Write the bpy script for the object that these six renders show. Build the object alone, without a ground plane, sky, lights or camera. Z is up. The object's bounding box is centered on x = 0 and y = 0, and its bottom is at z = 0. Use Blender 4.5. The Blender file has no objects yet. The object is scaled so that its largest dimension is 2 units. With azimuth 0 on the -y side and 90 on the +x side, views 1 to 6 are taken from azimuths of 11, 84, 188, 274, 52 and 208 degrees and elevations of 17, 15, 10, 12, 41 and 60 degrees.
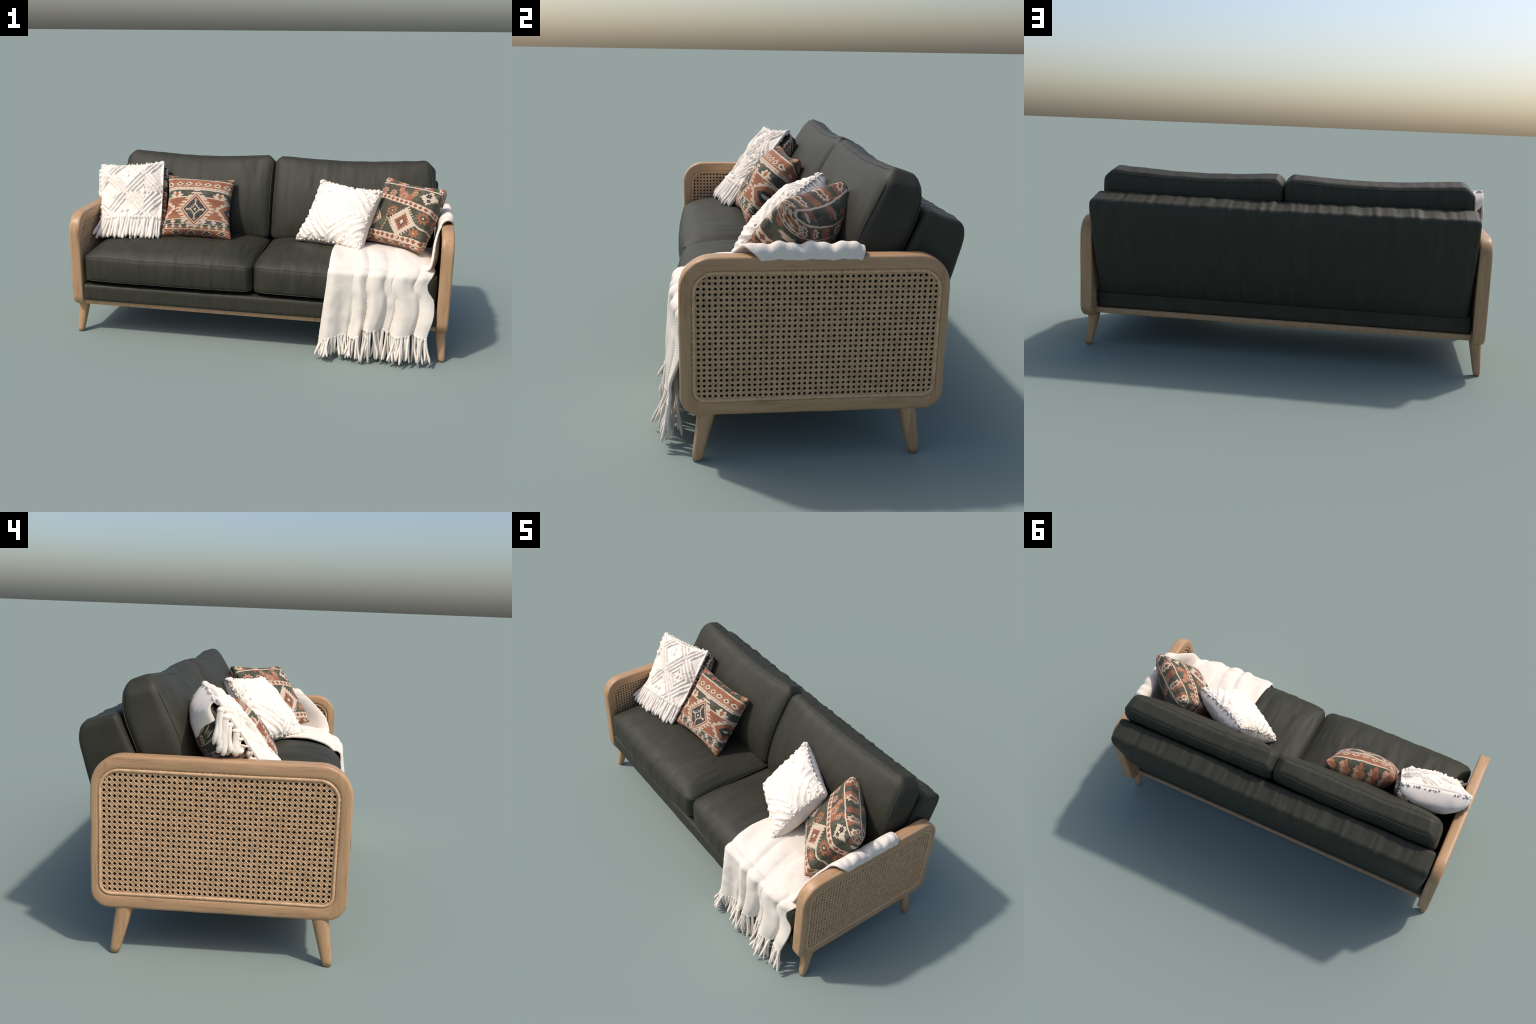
import bpy, bmesh, math, random
import numpy as np
from mathutils import Matrix, Vector

rng = np.random.default_rng(7)
random.seed(7)
COL = bpy.context.scene.collection

# ------------------------------------------------------------------ numeric helpers
def _hash(i, j, k, seed):
    h = (i * 374761393 + j * 668265263 + k * 2147483647 + seed * 974711) & 0xFFFFFFFF
    h = ((h ^ (h >> 13)) * 1274126177) & 0xFFFFFFFF
    return ((h ^ (h >> 16)) & 0xFFFF) / 32767.5 - 1.0

def noise(P, scale=(1, 1, 1), seed=0):
    """smooth value noise in [-1, 1] on an (N,3) array"""
    Q = np.asarray(P, float) * np.asarray(scale, float)
    F = np.floor(Q); T = Q - F; T = T * T * (3 - 2 * T); I = F.astype(np.int64)
    out = np.zeros(len(Q))
    for a in (0, 1):
        for b in (0, 1):
            for c in (0, 1):
                w = (T[:, 0] if a else 1 - T[:, 0]) * (T[:, 1] if b else 1 - T[:, 1]) * (T[:, 2] if c else 1 - T[:, 2])
                out += w * _hash(I[:, 0] + a, I[:, 1] + b, I[:, 2] + c, seed)
    return out

def sstep(a, b, x):
    t = np.clip((x - a) / (b - a), 0, 1)
    return t * t * (3 - 2 * t)

def curve1(keys, x):
    """smooth interpolation through hand-placed (position, value) keys"""
    k = np.array(keys, float); xs, ys = k[:, 0], k[:, 1]
    m = np.gradient(ys, xs)
    i = np.clip(np.searchsorted(xs, x) - 1, 0, len(xs) - 2)
    h = xs[i + 1] - xs[i]; t = np.clip((x - xs[i]) / h, 0, 1)
    return ((2*t**3 - 3*t**2 + 1) * ys[i] + (t**3 - 2*t**2 + t) * h * m[i]
            + (-2*t**3 + 3*t**2) * ys[i + 1] + (t**3 - t**2) * h * m[i + 1])

# ------------------------------------------------------------------ mesh helpers
def make_mesh(name, V, F, mat=None, smooth=True):
    me = bpy.data.meshes.new(name)
    V = np.asarray(V, np.float32)
    F = np.asarray(F, np.int32)
    k = F.shape[1]
    me.vertices.add(len(V)); me.vertices.foreach_set("co", V.ravel())
    me.loops.add(F.size); me.loops.foreach_set("vertex_index", F.ravel())
    me.polygons.add(len(F))
    me.polygons.foreach_set("loop_start", np.arange(0, F.size, k, dtype=np.int32))
    me.polygons.foreach_set("use_smooth", np.full(len(F), smooth))
    me.update(calc_edges=True); me.validate()
    if mat: me.materials.append(mat)
    return me

def add(name, me, parent=None, kind=None, matrix=None):
    ob = bpy.data.objects.new(name, me)
    COL.objects.link(ob)
    if parent: ob.parent = parent
    if matrix is not None: ob.matrix_local = matrix
    if kind: ob["kind"] = kind
    return ob

def empty(name, loc, label, category):
    e = bpy.data.objects.new(name, None); COL.objects.link(e)
    e.location = loc; e["label"] = label; e["category"] = category
    e.empty_display_size = .1
    return e

def grid_faces(n, m, off=0, flip=False, wrap_m=False):
    i, j = np.meshgrid(np.arange(n - 1), np.arange(m if wrap_m else m - 1), indexing="ij")
    a = i * m + j; b = i * m + (j + 1) % m; c = (i + 1) * m + (j + 1) % m; d = (i + 1) * m + j
    f = np.stack([a, b, c, d], -1).reshape(-1, 4) + off
    return f[:, ::-1] if flip else f

def weld(me, dist=1e-5):
    bm = bmesh.new(); bm.from_mesh(me)
    bmesh.ops.remove_doubles(bm, verts=bm.verts, dist=dist)
    bmesh.ops.recalc_face_normals(bm, faces=bm.faces)
    for f in bm.faces: f.smooth = True
    bm.to_mesh(me); bm.free()
    return me

def tube(path, rad, sides=8, squash=None, up=(0, 0, 1)):
    """tube round a polyline; rad scalar or per point; returns V, F (caps collapsed to a point)"""
    P = np.asarray(path, float); n = len(P)
    R = np.broadcast_to(np.asarray(rad, float), (n,))
    T = np.gradient(P, axis=0); T /= np.linalg.norm(T, axis=1)[:, None] + 1e-12
    A = np.cross(T, np.broadcast_to(up, T.shape)); l = np.linalg.norm(A, axis=1)
    A[l < 1e-3] = (1, 0, 0); A /= np.linalg.norm(A, axis=1)[:, None]
    B = np.cross(T, A)
    th = np.linspace(0, 2*np.pi, sides, endpoint=False)
    ring = P[:, None] + R[:, None, None] * (np.cos(th)[None, :, None] * A[:, None] + np.sin(th)[None, :, None] * B[:, None])
    V = np.concatenate([np.repeat(P[:1], sides, 0)[None], ring, np.repeat(P[-1:], sides, 0)[None]], 0)
    return V.reshape(-1, 3), grid_faces(n + 2, sides, wrap_m=True)

def closed_tube(path, rad, sides=8):
    P = np.asarray(path, float); n = len(P)
    T = np.roll(P, -1, 0) - np.roll(P, 1, 0); T /= np.linalg.norm(T, axis=1)[:, None] + 1e-12
    C = P - P.mean(0)
    B = np.cross(T, C); B /= np.linalg.norm(B, axis=1)[:, None]; A = np.cross(B, T)
    th = np.linspace(0, 2*np.pi, sides, endpoint=False)
    V = P[:, None] + rad * (np.cos(th)[None, :, None] * A[:, None] + np.sin(th)[None, :, None] * B[:, None])
    F = grid_faces(n, sides, wrap_m=True)
    a = (n - 1) * sides + np.arange(sides); b = (n - 1) * sides + (np.arange(sides) + 1) % sides
    F = np.concatenate([F, np.stack([a, b, (np.arange(sides) + 1) % sides, np.arange(sides)], -1)])
    return V.reshape(-1, 3), F

def join_parts(parts):
    V, F, o = [], [], 0
    for v, f in parts:
        V.append(v); F.append(np.asarray(f) + o); o += len(v)
    return np.concatenate(V), np.concatenate(F)

def box_grid(nx, ny, nz):
    """surface of the cube [-1,1]^3 as six grids"""
    parts = []
    for ax, (n, m) in enumerate(((ny, nz), (nz, nx), (nx, ny))):
        a, b = np.meshgrid(np.linspace(-1, 1, n), np.linspace(-1, 1, m), indexing="ij")
        for s in (-1, 1):
            P = np.empty((n * m, 3)); P[:, ax] = s; P[:, (ax+1) % 3] = a.ravel(); P[:, (ax+2) % 3] = b.ravel()
            parts.append((P, grid_faces(n, m, flip=(s > 0))))
    return join_parts(parts)

def soft_box(name, half, r, deform, mat, step=.007):
    """rounded box (half sizes, edge radius) pushed through deform(P, q): P metres, q in [-1,1]"""
    half = np.array(half, float)
    n = [max(8, int(2 * h / step)) for h in half]
    Q, F = box_grid(*n)
    P = Q * half
    core = np.clip(P, -(half - r), half - r)
    d = P - core; l = np.linalg.norm(d, axis=1); k = l > 1e-9
    P[k] = core[k] + d[k] / l[k][:, None] * r
    me = make_mesh(name, deform(P, P / half), F, mat)
    return weld(me, 1e-5)

def edge_loop(half, r, axis, sign, deform, n=60, off=.0):
    """path along the rounded edge round one face of a soft box, deformed with it"""
    half = np.array(half, float); a, b = (axis + 1) % 3, (axis + 2) % 3
    e = r * (1 - math.sqrt(.5)) - off
    ha, hb, c = half[a] - e, half[b] - e, r * 1.3
    pts = []
    for (sa, sb, t0) in ((1, 1, 0), (-1, 1, 90), (-1, -1, 180), (1, -1, 270)):
        for t in np.radians(np.linspace(t0, t0 + 90, 9)):
            pts.append((sa * (ha - c) + c * math.cos(t), sb * (hb - c) + c * math.sin(t)))
    pts = np.array(pts); out = []
    for i in range(len(pts)):
        p, q = pts[i], pts[(i + 1) % len(pts)]
        k = max(1, int(np.linalg.norm(q - p) / .008))
        out += [p + (q - p) * t / k for t in range(k)]
    out = np.array(out); P = np.zeros((len(out), 3))
    P[:, a], P[:, b], P[:, axis] = out[:, 0], out[:, 1], sign * (half[axis] - e)
    return deform(P, P / half)

# ------------------------------------------------------------------ node helpers
class X:
    """a scalar shader value; arithmetic on it makes Math nodes"""
    tree = None
    def __init__(s, sock): s.s = sock
    @staticmethod
    def op(kind, *a):
        n = X.tree.nodes.new("ShaderNodeMath"); n.operation = kind
        for i, v in enumerate(a):
            if isinstance(v, X): X.tree.links.new(v.s, n.inputs[i])
            else: n.inputs[i].default_value = float(v)
        return X(n.outputs[0])
    def __add__(s, o): return X.op("ADD", s, o)
    def __radd__(s, o): return X.op("ADD", o, s)
    def __sub__(s, o): return X.op("SUBTRACT", s, o)
    def __rsub__(s, o): return X.op("SUBTRACT", o, s)
    def __mul__(s, o): return X.op("MULTIPLY", s, o)
    def __rmul__(s, o): return X.op("MULTIPLY", o, s)
    def __truediv__(s, o): return X.op("DIVIDE", s, o)
    def __lt__(s, o): return X.op("LESS_THAN", s, o)
    def __gt__(s, o): return X.op("GREATER_THAN", s, o)
    def __abs__(s): return X.op("ABSOLUTE", s)

def fract(a): return X.op("FRACT", a)
def both(a, b): return X.op("MULTIPLY", a, b)
def either(a, b): return X.op("MAXIMUM", a, b)
def band(v, a, b): return both(v > a, v < b)
def cell(u, period, phase=0.0):
    """signed distance to the nearest of a row of motifs"""
    return (fract(u / period + (0.5 - phase / period)) - 0.5) * period
def diamond(u, v, a, b): return abs(u) / a + abs(v) / b

def new_mat(name, rough=.8, spec=.3):
    m = bpy.data.materials.new(name); m.use_nodes = True
    t = m.node_tree; X.tree = t
    b = t.nodes["Principled BSDF"]
    b.inputs["Roughness"].default_value = rough
    b.inputs["Specular IOR Level"].default_value = spec
    return m, t, b

def coords(t, kind="Object"):
    return t.nodes.new("ShaderNodeTexCoord").outputs[kind]

def mapped(t, vec, scale):
    n = t.nodes.new("ShaderNodeMapping"); n.inputs["Scale"].default_value = scale
    t.links.new(vec, n.inputs["Vector"]); return n.outputs[0]

def tex_noise(t, vec, scale=5, detail=4, rough=.55, dist=0):
    n = t.nodes.new("ShaderNodeTexNoise"); t.links.new(vec, n.inputs["Vector"])
    n.inputs["Scale"].default_value = scale; n.inputs["Detail"].default_value = detail
    n.inputs["Roughness"].default_value = rough; n.inputs["Distortion"].default_value = dist
    return X(n.outputs["Fac"])

def mix(t, fac, a, b):
    n = t.nodes.new("ShaderNodeMix"); n.data_type = "RGBA"
    for sock, v in ((n.inputs[0], fac), (n.inputs[6], a), (n.inputs[7], b)):
        if isinstance(v, X): t.links.new(v.s, sock)
        elif isinstance(v, bpy.types.NodeSocket): t.links.new(v, sock)
        elif isinstance(v, (int, float)): sock.default_value = v
        else: sock.default_value = (*v, 1)
    return n.outputs[2]

def ramp(t, fac, stops):
    n = t.nodes.new("ShaderNodeValToRGB"); t.links.new(fac.s, n.inputs[0])
    el = n.color_ramp.elements
    while len(el) < len(stops): el.new(.5)
    for e, (p, c) in zip(el, stops): e.position = p; e.color = (*c, 1)
    return n.outputs[0]

def bump(t, b, height, strength=.3, dist=.002):
    n = t.nodes.new("ShaderNodeBump"); n.inputs["Strength"].default_value = strength
    n.inputs["Distance"].default_value = dist
    t.links.new(height.s, n.inputs["Height"]); t.links.new(n.outputs[0], b.inputs["Normal"])

def xyz(t, vec):
    n = t.nodes.new("ShaderNodeSeparateXYZ"); t.links.new(vec, n.inputs[0])
    return [X(o) for o in n.outputs]

# ------------------------------------------------------------------ materials
def wood_material(name, tint=1.0, leg=False):
    m, t, b = new_mat(name, .42, .35)
    o = coords(t); x, y, z = xyz(t, o)
    def grain(scale):
        v = mapped(t, o, scale)
        return tex_noise(t, v, 6, 6, .62, .6) * .7 + tex_noise(t, v, 26, 3, .6, .3) * .3
    if leg: g = grain((9, 9, .8))
    else:
        stile = either(y < -.345, y > .385)
        g = both(grain((9, 9, .7)), stile) + both(grain((9, .7, 9)), 1 - stile)
    c = ramp(t, g, [(.30, (.25*tint, .130*tint, .060*tint)), (.45, (.405*tint, .240*tint, .125*tint)),
                    (.60, (.455*tint, .278*tint, .150*tint)), (.75, (.50*tint, .318*tint, .180*tint))])
    t.links.new(c, b.inputs["Base Color"]); bump(t, b, g, .12, .001)
    return m

def fabric_material(name, streak, base=(.0315, .0300, .0198)):
    m, t, b = new_mat(name, .60, .28)
    o = coords(t)
    s = tex_noise(t, mapped(t, o, streak), 1.0, 5, .55, 1.2)
    s = s * .68 + tex_noise(t, mapped(t, o, tuple(3.4 * k for k in streak)), 1.0, 3, .5, .6) * .32
    f = tex_noise(t, o, 420, 2, .6)
    B = np.array(base)
    c = ramp(t, s * .85 + f * .15, [(.33, tuple(B * .80)), (.5, tuple(B)), (.66, tuple(B * 1.27))])
    t.links.new(c, b.inputs["Base Color"])
    bump(t, b, s * .8 + f * .2, .25, .002)
    return m

def white_material(name, base, weave=0.0, fuzz=.3):
    m, t, b = new_mat(name, .95, .1)
    o = coords(t); x, y, z = xyz(t, o)
    n1 = tex_noise(t, o, 14, 4, .6); n2 = tex_noise(t, o, 260, 3, .7)
    B = np.array(base)
    h = n2 * fuzz
    fac = n1 * .5 + n2 * .5
    if weave:
        k = 2 * math.pi / weave
        w = X.op("SINE", x * k) * X.op("SINE", (y + z) * k)
        h = h + w * .20; fac = fac + w * .04
    c = ramp(t, fac, [(.30, tuple(B * .80)), (.46, tuple(B * .96)), (.65, tuple(np.minimum(B * 1.05, .9)))])
    t.links.new(c, b.inputs["Base Color"])
    bump(t, b, h, .5, .002)
    return m

CREAM, RUST, ORANGE = (.55, .43, .32), (.235, .086, .047), (.300, .120, .062)
GREEN, CHAR, PINK, BROWN = (.060, .060, .040), (.045, .046, .043), (.43, .235, .155), (.17, .062, .035)

def kilim_coords(t, su, sv):
    o = coords(t); x, y, z = xyz(t, o)
    wob = tex_noise(t, o, 38, 2, .5) - .5
    wob2 = tex_noise(t, mapped(t, o, (1.3, .8, 1)), 31, 2, .5) - .5
    def wrap(c, half):
        """carry the pattern round the thick edge and back over the rear face"""
        n = c / half; m = abs(n)
        w = X.op("MINIMUM", X.op("MAXIMUM", (m - .4) / .5, 0.0), 1.0)
        a = m + both(X.op("MAXIMUM", z * -1.0, 0.0) / half, w)
        return both(X.op("SIGN", n), 1.0 - abs(a - 1.0))
    return o, wrap(x, su) + wob * .045, wrap(y, sv) + wob2 * .045

def finish_kilim(t, b, o, c):
    worn = tex_noise(t, o, 75, 4, .7); thread = tex_noise(t, mapped(t, o, (1, 3, 1)), 330, 2, .6)
    c = mix(t, both(worn > .57, thread > .52) * .22, c, (.30, .20, .14))
    c = mix(t, (worn - .52) * .5, c, CREAM)
    k = thread * .5 + .72
    n = t.nodes.new("ShaderNodeMix"); n.data_type = "RGBA"; n.blend_type = "MULTIPLY"; n.inputs[0].default_value = 1
    t.links.new(c, n.inputs[6]); t.links.new(k.s, n.inputs[7])
    t.links.new(n.outputs[2], b.inputs["Base Color"])
    b.inputs["Sheen Weight"].default_value = .1
    bump(t, b, thread, .35, .0015)

def rust_kilim_material(su=.197, sv=.19):
    m, t, b = new_mat("rust_kilim_weave", .9, .15)
    o, u, v = kilim_coords(t, su, sv)
    v = v + X.op("MINIMUM", v + .5, 0.0) * .28
    hue = tex_noise(t, o, 11, 3, .6)
    rust = mix(t, band(hue, .47, .9), RUST, ORANGE)
    green = mix(t, hue > .52, GREEN, (.085, .085, .065))
    c = rust
    # top zone: dark zigzag, cream line, row of eye motifs, pale striped band
    zig = abs(cell(u, .42)) * 1.1
    c = mix(t, both(v > .80, (v - .80) < zig), c, green)
    d = diamond(cell(u, .40, .1), v - .93, .09, .07); c = mix(t, d < 1, c, PINK)
    c = mix(t, band(v, .765, .80), c, CREAM)
    eu = cell(u, .27, -.03)
    d = diamond(eu, v - .585, .115, .085); c = mix(t, d < 1, c, CREAM); c = mix(t, d < .45, c, GREEN)
    c = mix(t, both(band(v, .50, .53), fract(u * 4) > .2), c, PINK)
    c = mix(t, band(v, .365, .47), c, CREAM)
    c = mix(t, both(band(v, .415, .43), fract(u * 9) > .45), c, BROWN)
    # upper dark band with horned cream motifs
    c = mix(t, band(v, .13, .365), c, green)
    for cu in (-.60, .62):
        d = diamond(abs(u - cu) - .07, v - .19, .13, .15) + (fract(v * 11) > .5) * .25
        c = mix(t, both(d < 1, v > .12), c, CREAM); c = mix(t, diamond(u - cu, v - .22, .07, .09) < 1, c, ORANGE)
    c = mix(t, band(v, .105, .14), c, CREAM)
    # lower bands
    c = mix(t, band(v, -.74, -.55), c, green)
    d = either(abs(cell(u, .29, -.05)) / .028, abs(v + .64) / .085); d2 = either(abs(cell(u, .29, -.05)) / .07, abs(v + .64) / .03)
    c = mix(t, either(d < 1, d2 < 1), c, CREAM)
    c = mix(t, band(v, -.575, -.545), c, CREAM)
    c = mix(t, band(v, -.81, -.74), c, green)
    d = diamond(cell(u, .205), v + .81, .062, .06); c = mix(t, d < 1, c, CREAM)
    c = mix(t, either(abs(cell(u, .205)) / .016, abs(v + .81) / .09) < 1, c, CREAM)
    c = mix(t, band(v, -.74, -.725), c, CREAM); c = mix(t, band(v, -.905, -.88), c, CREAM)
    d = diamond(cell(u, .44, -.10), v + .99, .17, .095) + (fract(v * 22) > .5) * .15
    c = mix(t, d < 1, c, CREAM); c = mix(t, band(d, .32, .72), c, GREEN); c = mix(t, d < .32, c, ORANGE)
    # half medallions at the sides of the middle field
    field = band(v, -.55, .105)
    su_ = 0.94 - abs(u + .03)
    teeth = (fract(v * 9.5 + .2) > .45) * .16
    d = diamond(su_, v + .22, .36, .36)
    c = mix(t, both(field, d < (1.0 + teeth)), c, CREAM)
    c = mix(t, both(field, d < .80), c, ORANGE); c = mix(t, both(field, d < .42), c, CHAR); c = mix(t, both(field, d < .16), c, CREAM)
    # central medallion
    du, dv = u + .03, v + .26
    d = diamond(du, dv, .44, .545)
    teeth = (fract(v * 10.5) > .45) * .26
    c = mix(t, d < (1.04 + teeth), c, CREAM)
    c = mix(t, d < .96, c, PINK); c = mix(t, band(d, .84, .91), c, ORANGE)
    c = mix(t, d < .80, c, CREAM); c = mix(t, d < .75, c, CHAR)
    d2 = diamond(du, dv, .18, .21)
    spoke = fract((du + dv) * 11) > .5
    spoke2 = fract((du - dv) * 11) > .5
    c = mix(t, both(band(d2, .62, 1.05), either(both(spoke, spoke2), d2 < .78)), c, CREAM)
    c = mix(t, d2 < .22, c, CREAM)
    c = mix(t, both(abs(du) < .016, band(abs(dv), .14, .32)), c, CREAM); c = mix(t, both(abs(dv) < .018, band(abs(du), .12, .24)), c, CREAM)
    c = mix(t, diamond(du, abs(dv) - .29, .055, .065) < 1, c, PINK)
    c = mix(t, diamond(abs(du) - .23, dv, .035, .045) < 1, c, CREAM)
    finish_kilim(t, b, o, c)
    return m

def green_kilim_material(su=.2, sv=.18):
    m, t, b = new_mat("green_kilim_weave", .9, .15)
    o, u, v = kilim_coords(t, su, sv)
    hue = tex_noise(t, o, 13, 3, .6)
    rust = mix(t, hue > .5, RUST, ORANGE)
    green = mix(t, hue > .54, GREEN, (.085, .086, .060))
    def at(c, mask, col): return mix(t, mask, c, col)
    def flower(c, cu, cv, r, petals=10, out=ORANGE, mid=GREEN, eye=CREAM):
        a, bb = u - cu, v - cv
        rr = X.op("SQRT", a * a + bb * bb)
        th = X.op("ARCTAN2", bb, a)
        c = at(c, rr < (r + X.op("SINE", th * petals) * r * .22), out)
        c = at(c, rr < (r * .5 + X.op("SINE", th * 6) * r * .08), mid)
        return at(c, rr < r * .2, eye)
    c = green
    # upper border zone: rust patches and floral motifs over green
    upper = v > .33
    c = at(c, both(upper, tex_noise(t, o, 17, 2, .5) > .56), rust)
    for cu, cv, r in ((-.75, .53, .13), (-.40, .50, .10), (-.02, .46, .11), (.28, .60, .08), (-.2, .66, .07)):
        c = flower(c, cu, cv, r, 8, PINK, BROWN, CREAM)
    d = diamond(u - .70, v - .57, .25, .24) + (fract(v * 15) > .5) * .14
    c = at(c, d < 1, CREAM)
    c = flower(c, .68, .63, .075, 6, CHAR, CHAR, RUST); c = flower(c, .73, .48, .05, 5, CHAR, CHAR, BROWN)
    c = at(c, v > .84, mix(t, fract(u * 2.3 + hue) > .5, green, rust))
    for cu in (-.85, -.25, .45, .9): c = flower(c, cu, .95, .10, 8, CREAM, ORANGE, GREEN)
    c = at(c, band(v, .79, .825), CREAM)
    # band of rust lozenges on cream, sloping as the cloth sits
    w = v + u * .11 - .285
    c = at(c, abs(w) < .075, CREAM); c = at(c, band(abs(w), .075, .088), BROWN)
    c = at(c, diamond(cell(u, .155), w, .066, .062) < 1, RUST)
    # lower border
    w = v + .79
    c = at(c, w < .07, CREAM)
    c = at(c, both(diamond(cell(u, .165), w, .070, .08) + (w > .02) * .25 < 1, w > -.06), RUST)
    c = at(c, w < -.08, rust); c = at(c, band(w, -.095, -.075), CREAM)
    c = at(c, diamond(cell(u, .38, .1), w + .15, .14, .055) < 1, CREAM); c = at(c, diamond(cell(u, .38, .1), w + .15, .06, .03) < 1, GREEN)
    # flowers of the middle field
    c = flower(c, -.13, -.06, .145, 11); c = flower(c, .80, -.06, .15, 11); c = flower(c, .74, -.56, .12, 7, ORANGE, ORANGE, CREAM)
    # garland
    g = abs(v + .33 + X.op("SINE", u * 9) * .05)
    c = at(c, both(both(g < .028, u > .58), hue > .42), CREAM)
    g = abs(u + .22 - X.op("SINE", v * 12) * .03)
    c = at(c, both(both(g < .022, band(v, -.68, -.2)), fract(v * 11) > .35), PINK)
    # half medallion on the left
    d = (u + 1.0) / .56 + abs(v + .35) / .62
    c = at(c, both(d < (1.12 + 0), band(v, -.72, .19)), CREAM); c = at(c, both(band(d, .97, 1.04), band(v, -.72, .19)), ORANGE)
    c = at(c, both(d < (.88 - (fract(v * 12) > .5) * .12), band(v, -.72, .19)), rust)
    # central medallion
    du, dv = u - .29, v + .33
    d = diamond(du, dv, .43, .50) + (fract((du + dv) * 8.5) > .5) * .1 + (fract((du - dv) * 8.5) > .5) * .1
    c = at(c, d < 1.08, CREAM)
    d = diamond(du, dv, .41, .48) + (fract((du + dv) * 9) > .5) * .07 + (fract((du - dv) * 9) > .5) * .07
    c = at(c, d < .62, RUST); c = at(c, d < .30, GREEN); c = at(c, diamond(du, dv, .06, .08) < 1, CREAM)
    finish_kilim(t, b, o, c)
    return m

def cane_material():
    m, t, b = new_mat("woven_cane", .6, .3)
    o = coords(t)
    n = tex_noise(t, o, 45, 4, .65); f = tex_noise(t, o, 340, 2, .6)
    c = ramp(t, n * .55 + f * .45, [(.30, (.31, .185, .097)), (.46, (.52, .328, .182)), (.60, (.62, .40, .235)), (.74, (.74, .51, .33))])  # ramp brightened to the cane's sunlit tone and against strand-edge shading
    t.links.new(c, b.inputs["Base Color"]); bump(t, b, f, .3, .001)
    return m

WOOD = wood_material("oak_wood"); WOOD_LEG = wood_material("oak_wood_leg", 1.0, True)
SEAT_FAB = fabric_material("charcoal_fabric_seat", (34, 5, 6))
BACK_FAB = fabric_material("charcoal_fabric_back", (32, 7, 4))
PIPING = fabric_material("charcoal_piping", (40, 40, 40), (.046, .044, .031))
DARK_BACKING, _t, _b = new_mat("dark_backing", .9, .1); _b.inputs["Base Color"].default_value = (.040, .037, .025, 1)
CANE = cane_material()
CREAM_THROW = white_material("cream_throw_knit", (.77, .69, .60), .0105)  # throw and whites below: base tinted warm to cancel blue skylight in shadow
WHITE_COTTON = white_material("white_cotton_cord", (.82, .73, .635))
WHITE_TUFT = white_material("white_tufted_cotton", (.83, .745, .65))
RUST_KILIM = rust_kilim_material(); GREEN_KILIM = green_kilim_material(); GREEN_KILIM_B = GREEN_KILIM

# ================================================================== SOFA
sofa = empty("sofa", (0, 0, 0), "dark charcoal two-seat sofa with oak and cane arms", "sofa")

# ---- seat base, rails
def wrinkle(P, sc, amp, seed):
    n = noise(P, sc, seed) + .5 * noise(P, np.array(sc) * 2.1, seed + 1)
    return amp * n

def base_deform(P, q):
    P = P + (0, -.0155, .242)
    P[:, 1] += wrinkle(P, (14, 6, 9), .0015, 3) * np.sign(q[:, 1])
    return P
me = soft_box("seat_base", (.937, .3825, .046), .014, base_deform, SEAT_FAB, .012)
add("seat_base", me, sofa)

def rail(name, y0, y1, z0, z1, half=.945, r=.005):
    def d(P, q): return P + (0, (y0 + y1) / 2, (z0 + z1) / 2)
    return soft_box(name, (half, (y1 - y0) / 2, (z1 - z0) / 2), r, d, WOOD, .006)
add("rail", rail("rail_front", -.378, -.330, .170, .1985), sofa)
add("rail", rail("rail_back", .325, .374, .169, .1985), sofa)

# ---- seat cushions
def round_corner(a, b, ha, hb, r):
    """round the corners of a rectangle (half sizes ha, hb) to radius r, given r per point"""
    da, db = np.clip((np.abs(a) - (ha - r)) / r, 0, 1), np.clip((np.abs(b) - (hb - r)) / r, 0, 1)
    return (np.sign(a) * (np.minimum(np.abs(a), ha - r) + r * da * np.sqrt(1 - db * db / 2)),
            np.sign(b) * (np.minimum(np.abs(b), hb - r) + r * db * np.sqrt(1 - da * da / 2)))
SEAT_HALF, SEAT_R = np.array((.4640, .285, .068)), .018
def seat_deform(cx, side):
    def f(P, q):
        P = P.copy(); u, v, w = q.T
        top = sstep(-.2, 1, w)
        crown = (1 - np.abs(u)**7) * curve1([(-1, 0), (-.88, .40), (-.6, .80), (-.28, .92), (.1, .82), (.5, .66), (1, .5)], v)
        P[:, 0], P[:, 1] = round_corner(P[:, 0], P[:, 1], SEAT_HALF[0], SEAT_HALF[1], np.where(v < 0, .042, .03))
        P[:, 2] += .074 * crown * top
        front = sstep(.0, -1.0, v)
        # front face bows forward
        P[:, 1] -= .026 * (1 - np.abs(u)**4) * front * (1 - .35 * w * w) - .006
        P += (cx, -.115, .379)
        n = wrinkle(P, (24, 5, 7), .0034, 11 + side) + wrinkle(P, (7, 3, 5), .006, 21 + side)
        P[:, 2] += n * top * (1 - .6 * np.abs(v)**6)
        P[:, 1] += wrinkle(P, (26, 4, 5), .0036, 31 + side) * front * sstep(.75, .95, -v)
        return P
    return f
for side, cx in ((0, -.4655), (1, .4655)):
    d = seat_deform(cx, side)
    ob = add("seat_cushion", soft_box("seat_cushion", SEAT_HALF, SEAT_R, d, SEAT_FAB), sofa)
    pip = [closed_tube(edge_loop(SEAT_HALF, SEAT_R, 2, s, d, off=.001), .0019, 6) for s in (1, -1)]
    add("piping", make_mesh("piping", *join_parts(pip), PIPING), ob)

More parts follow.
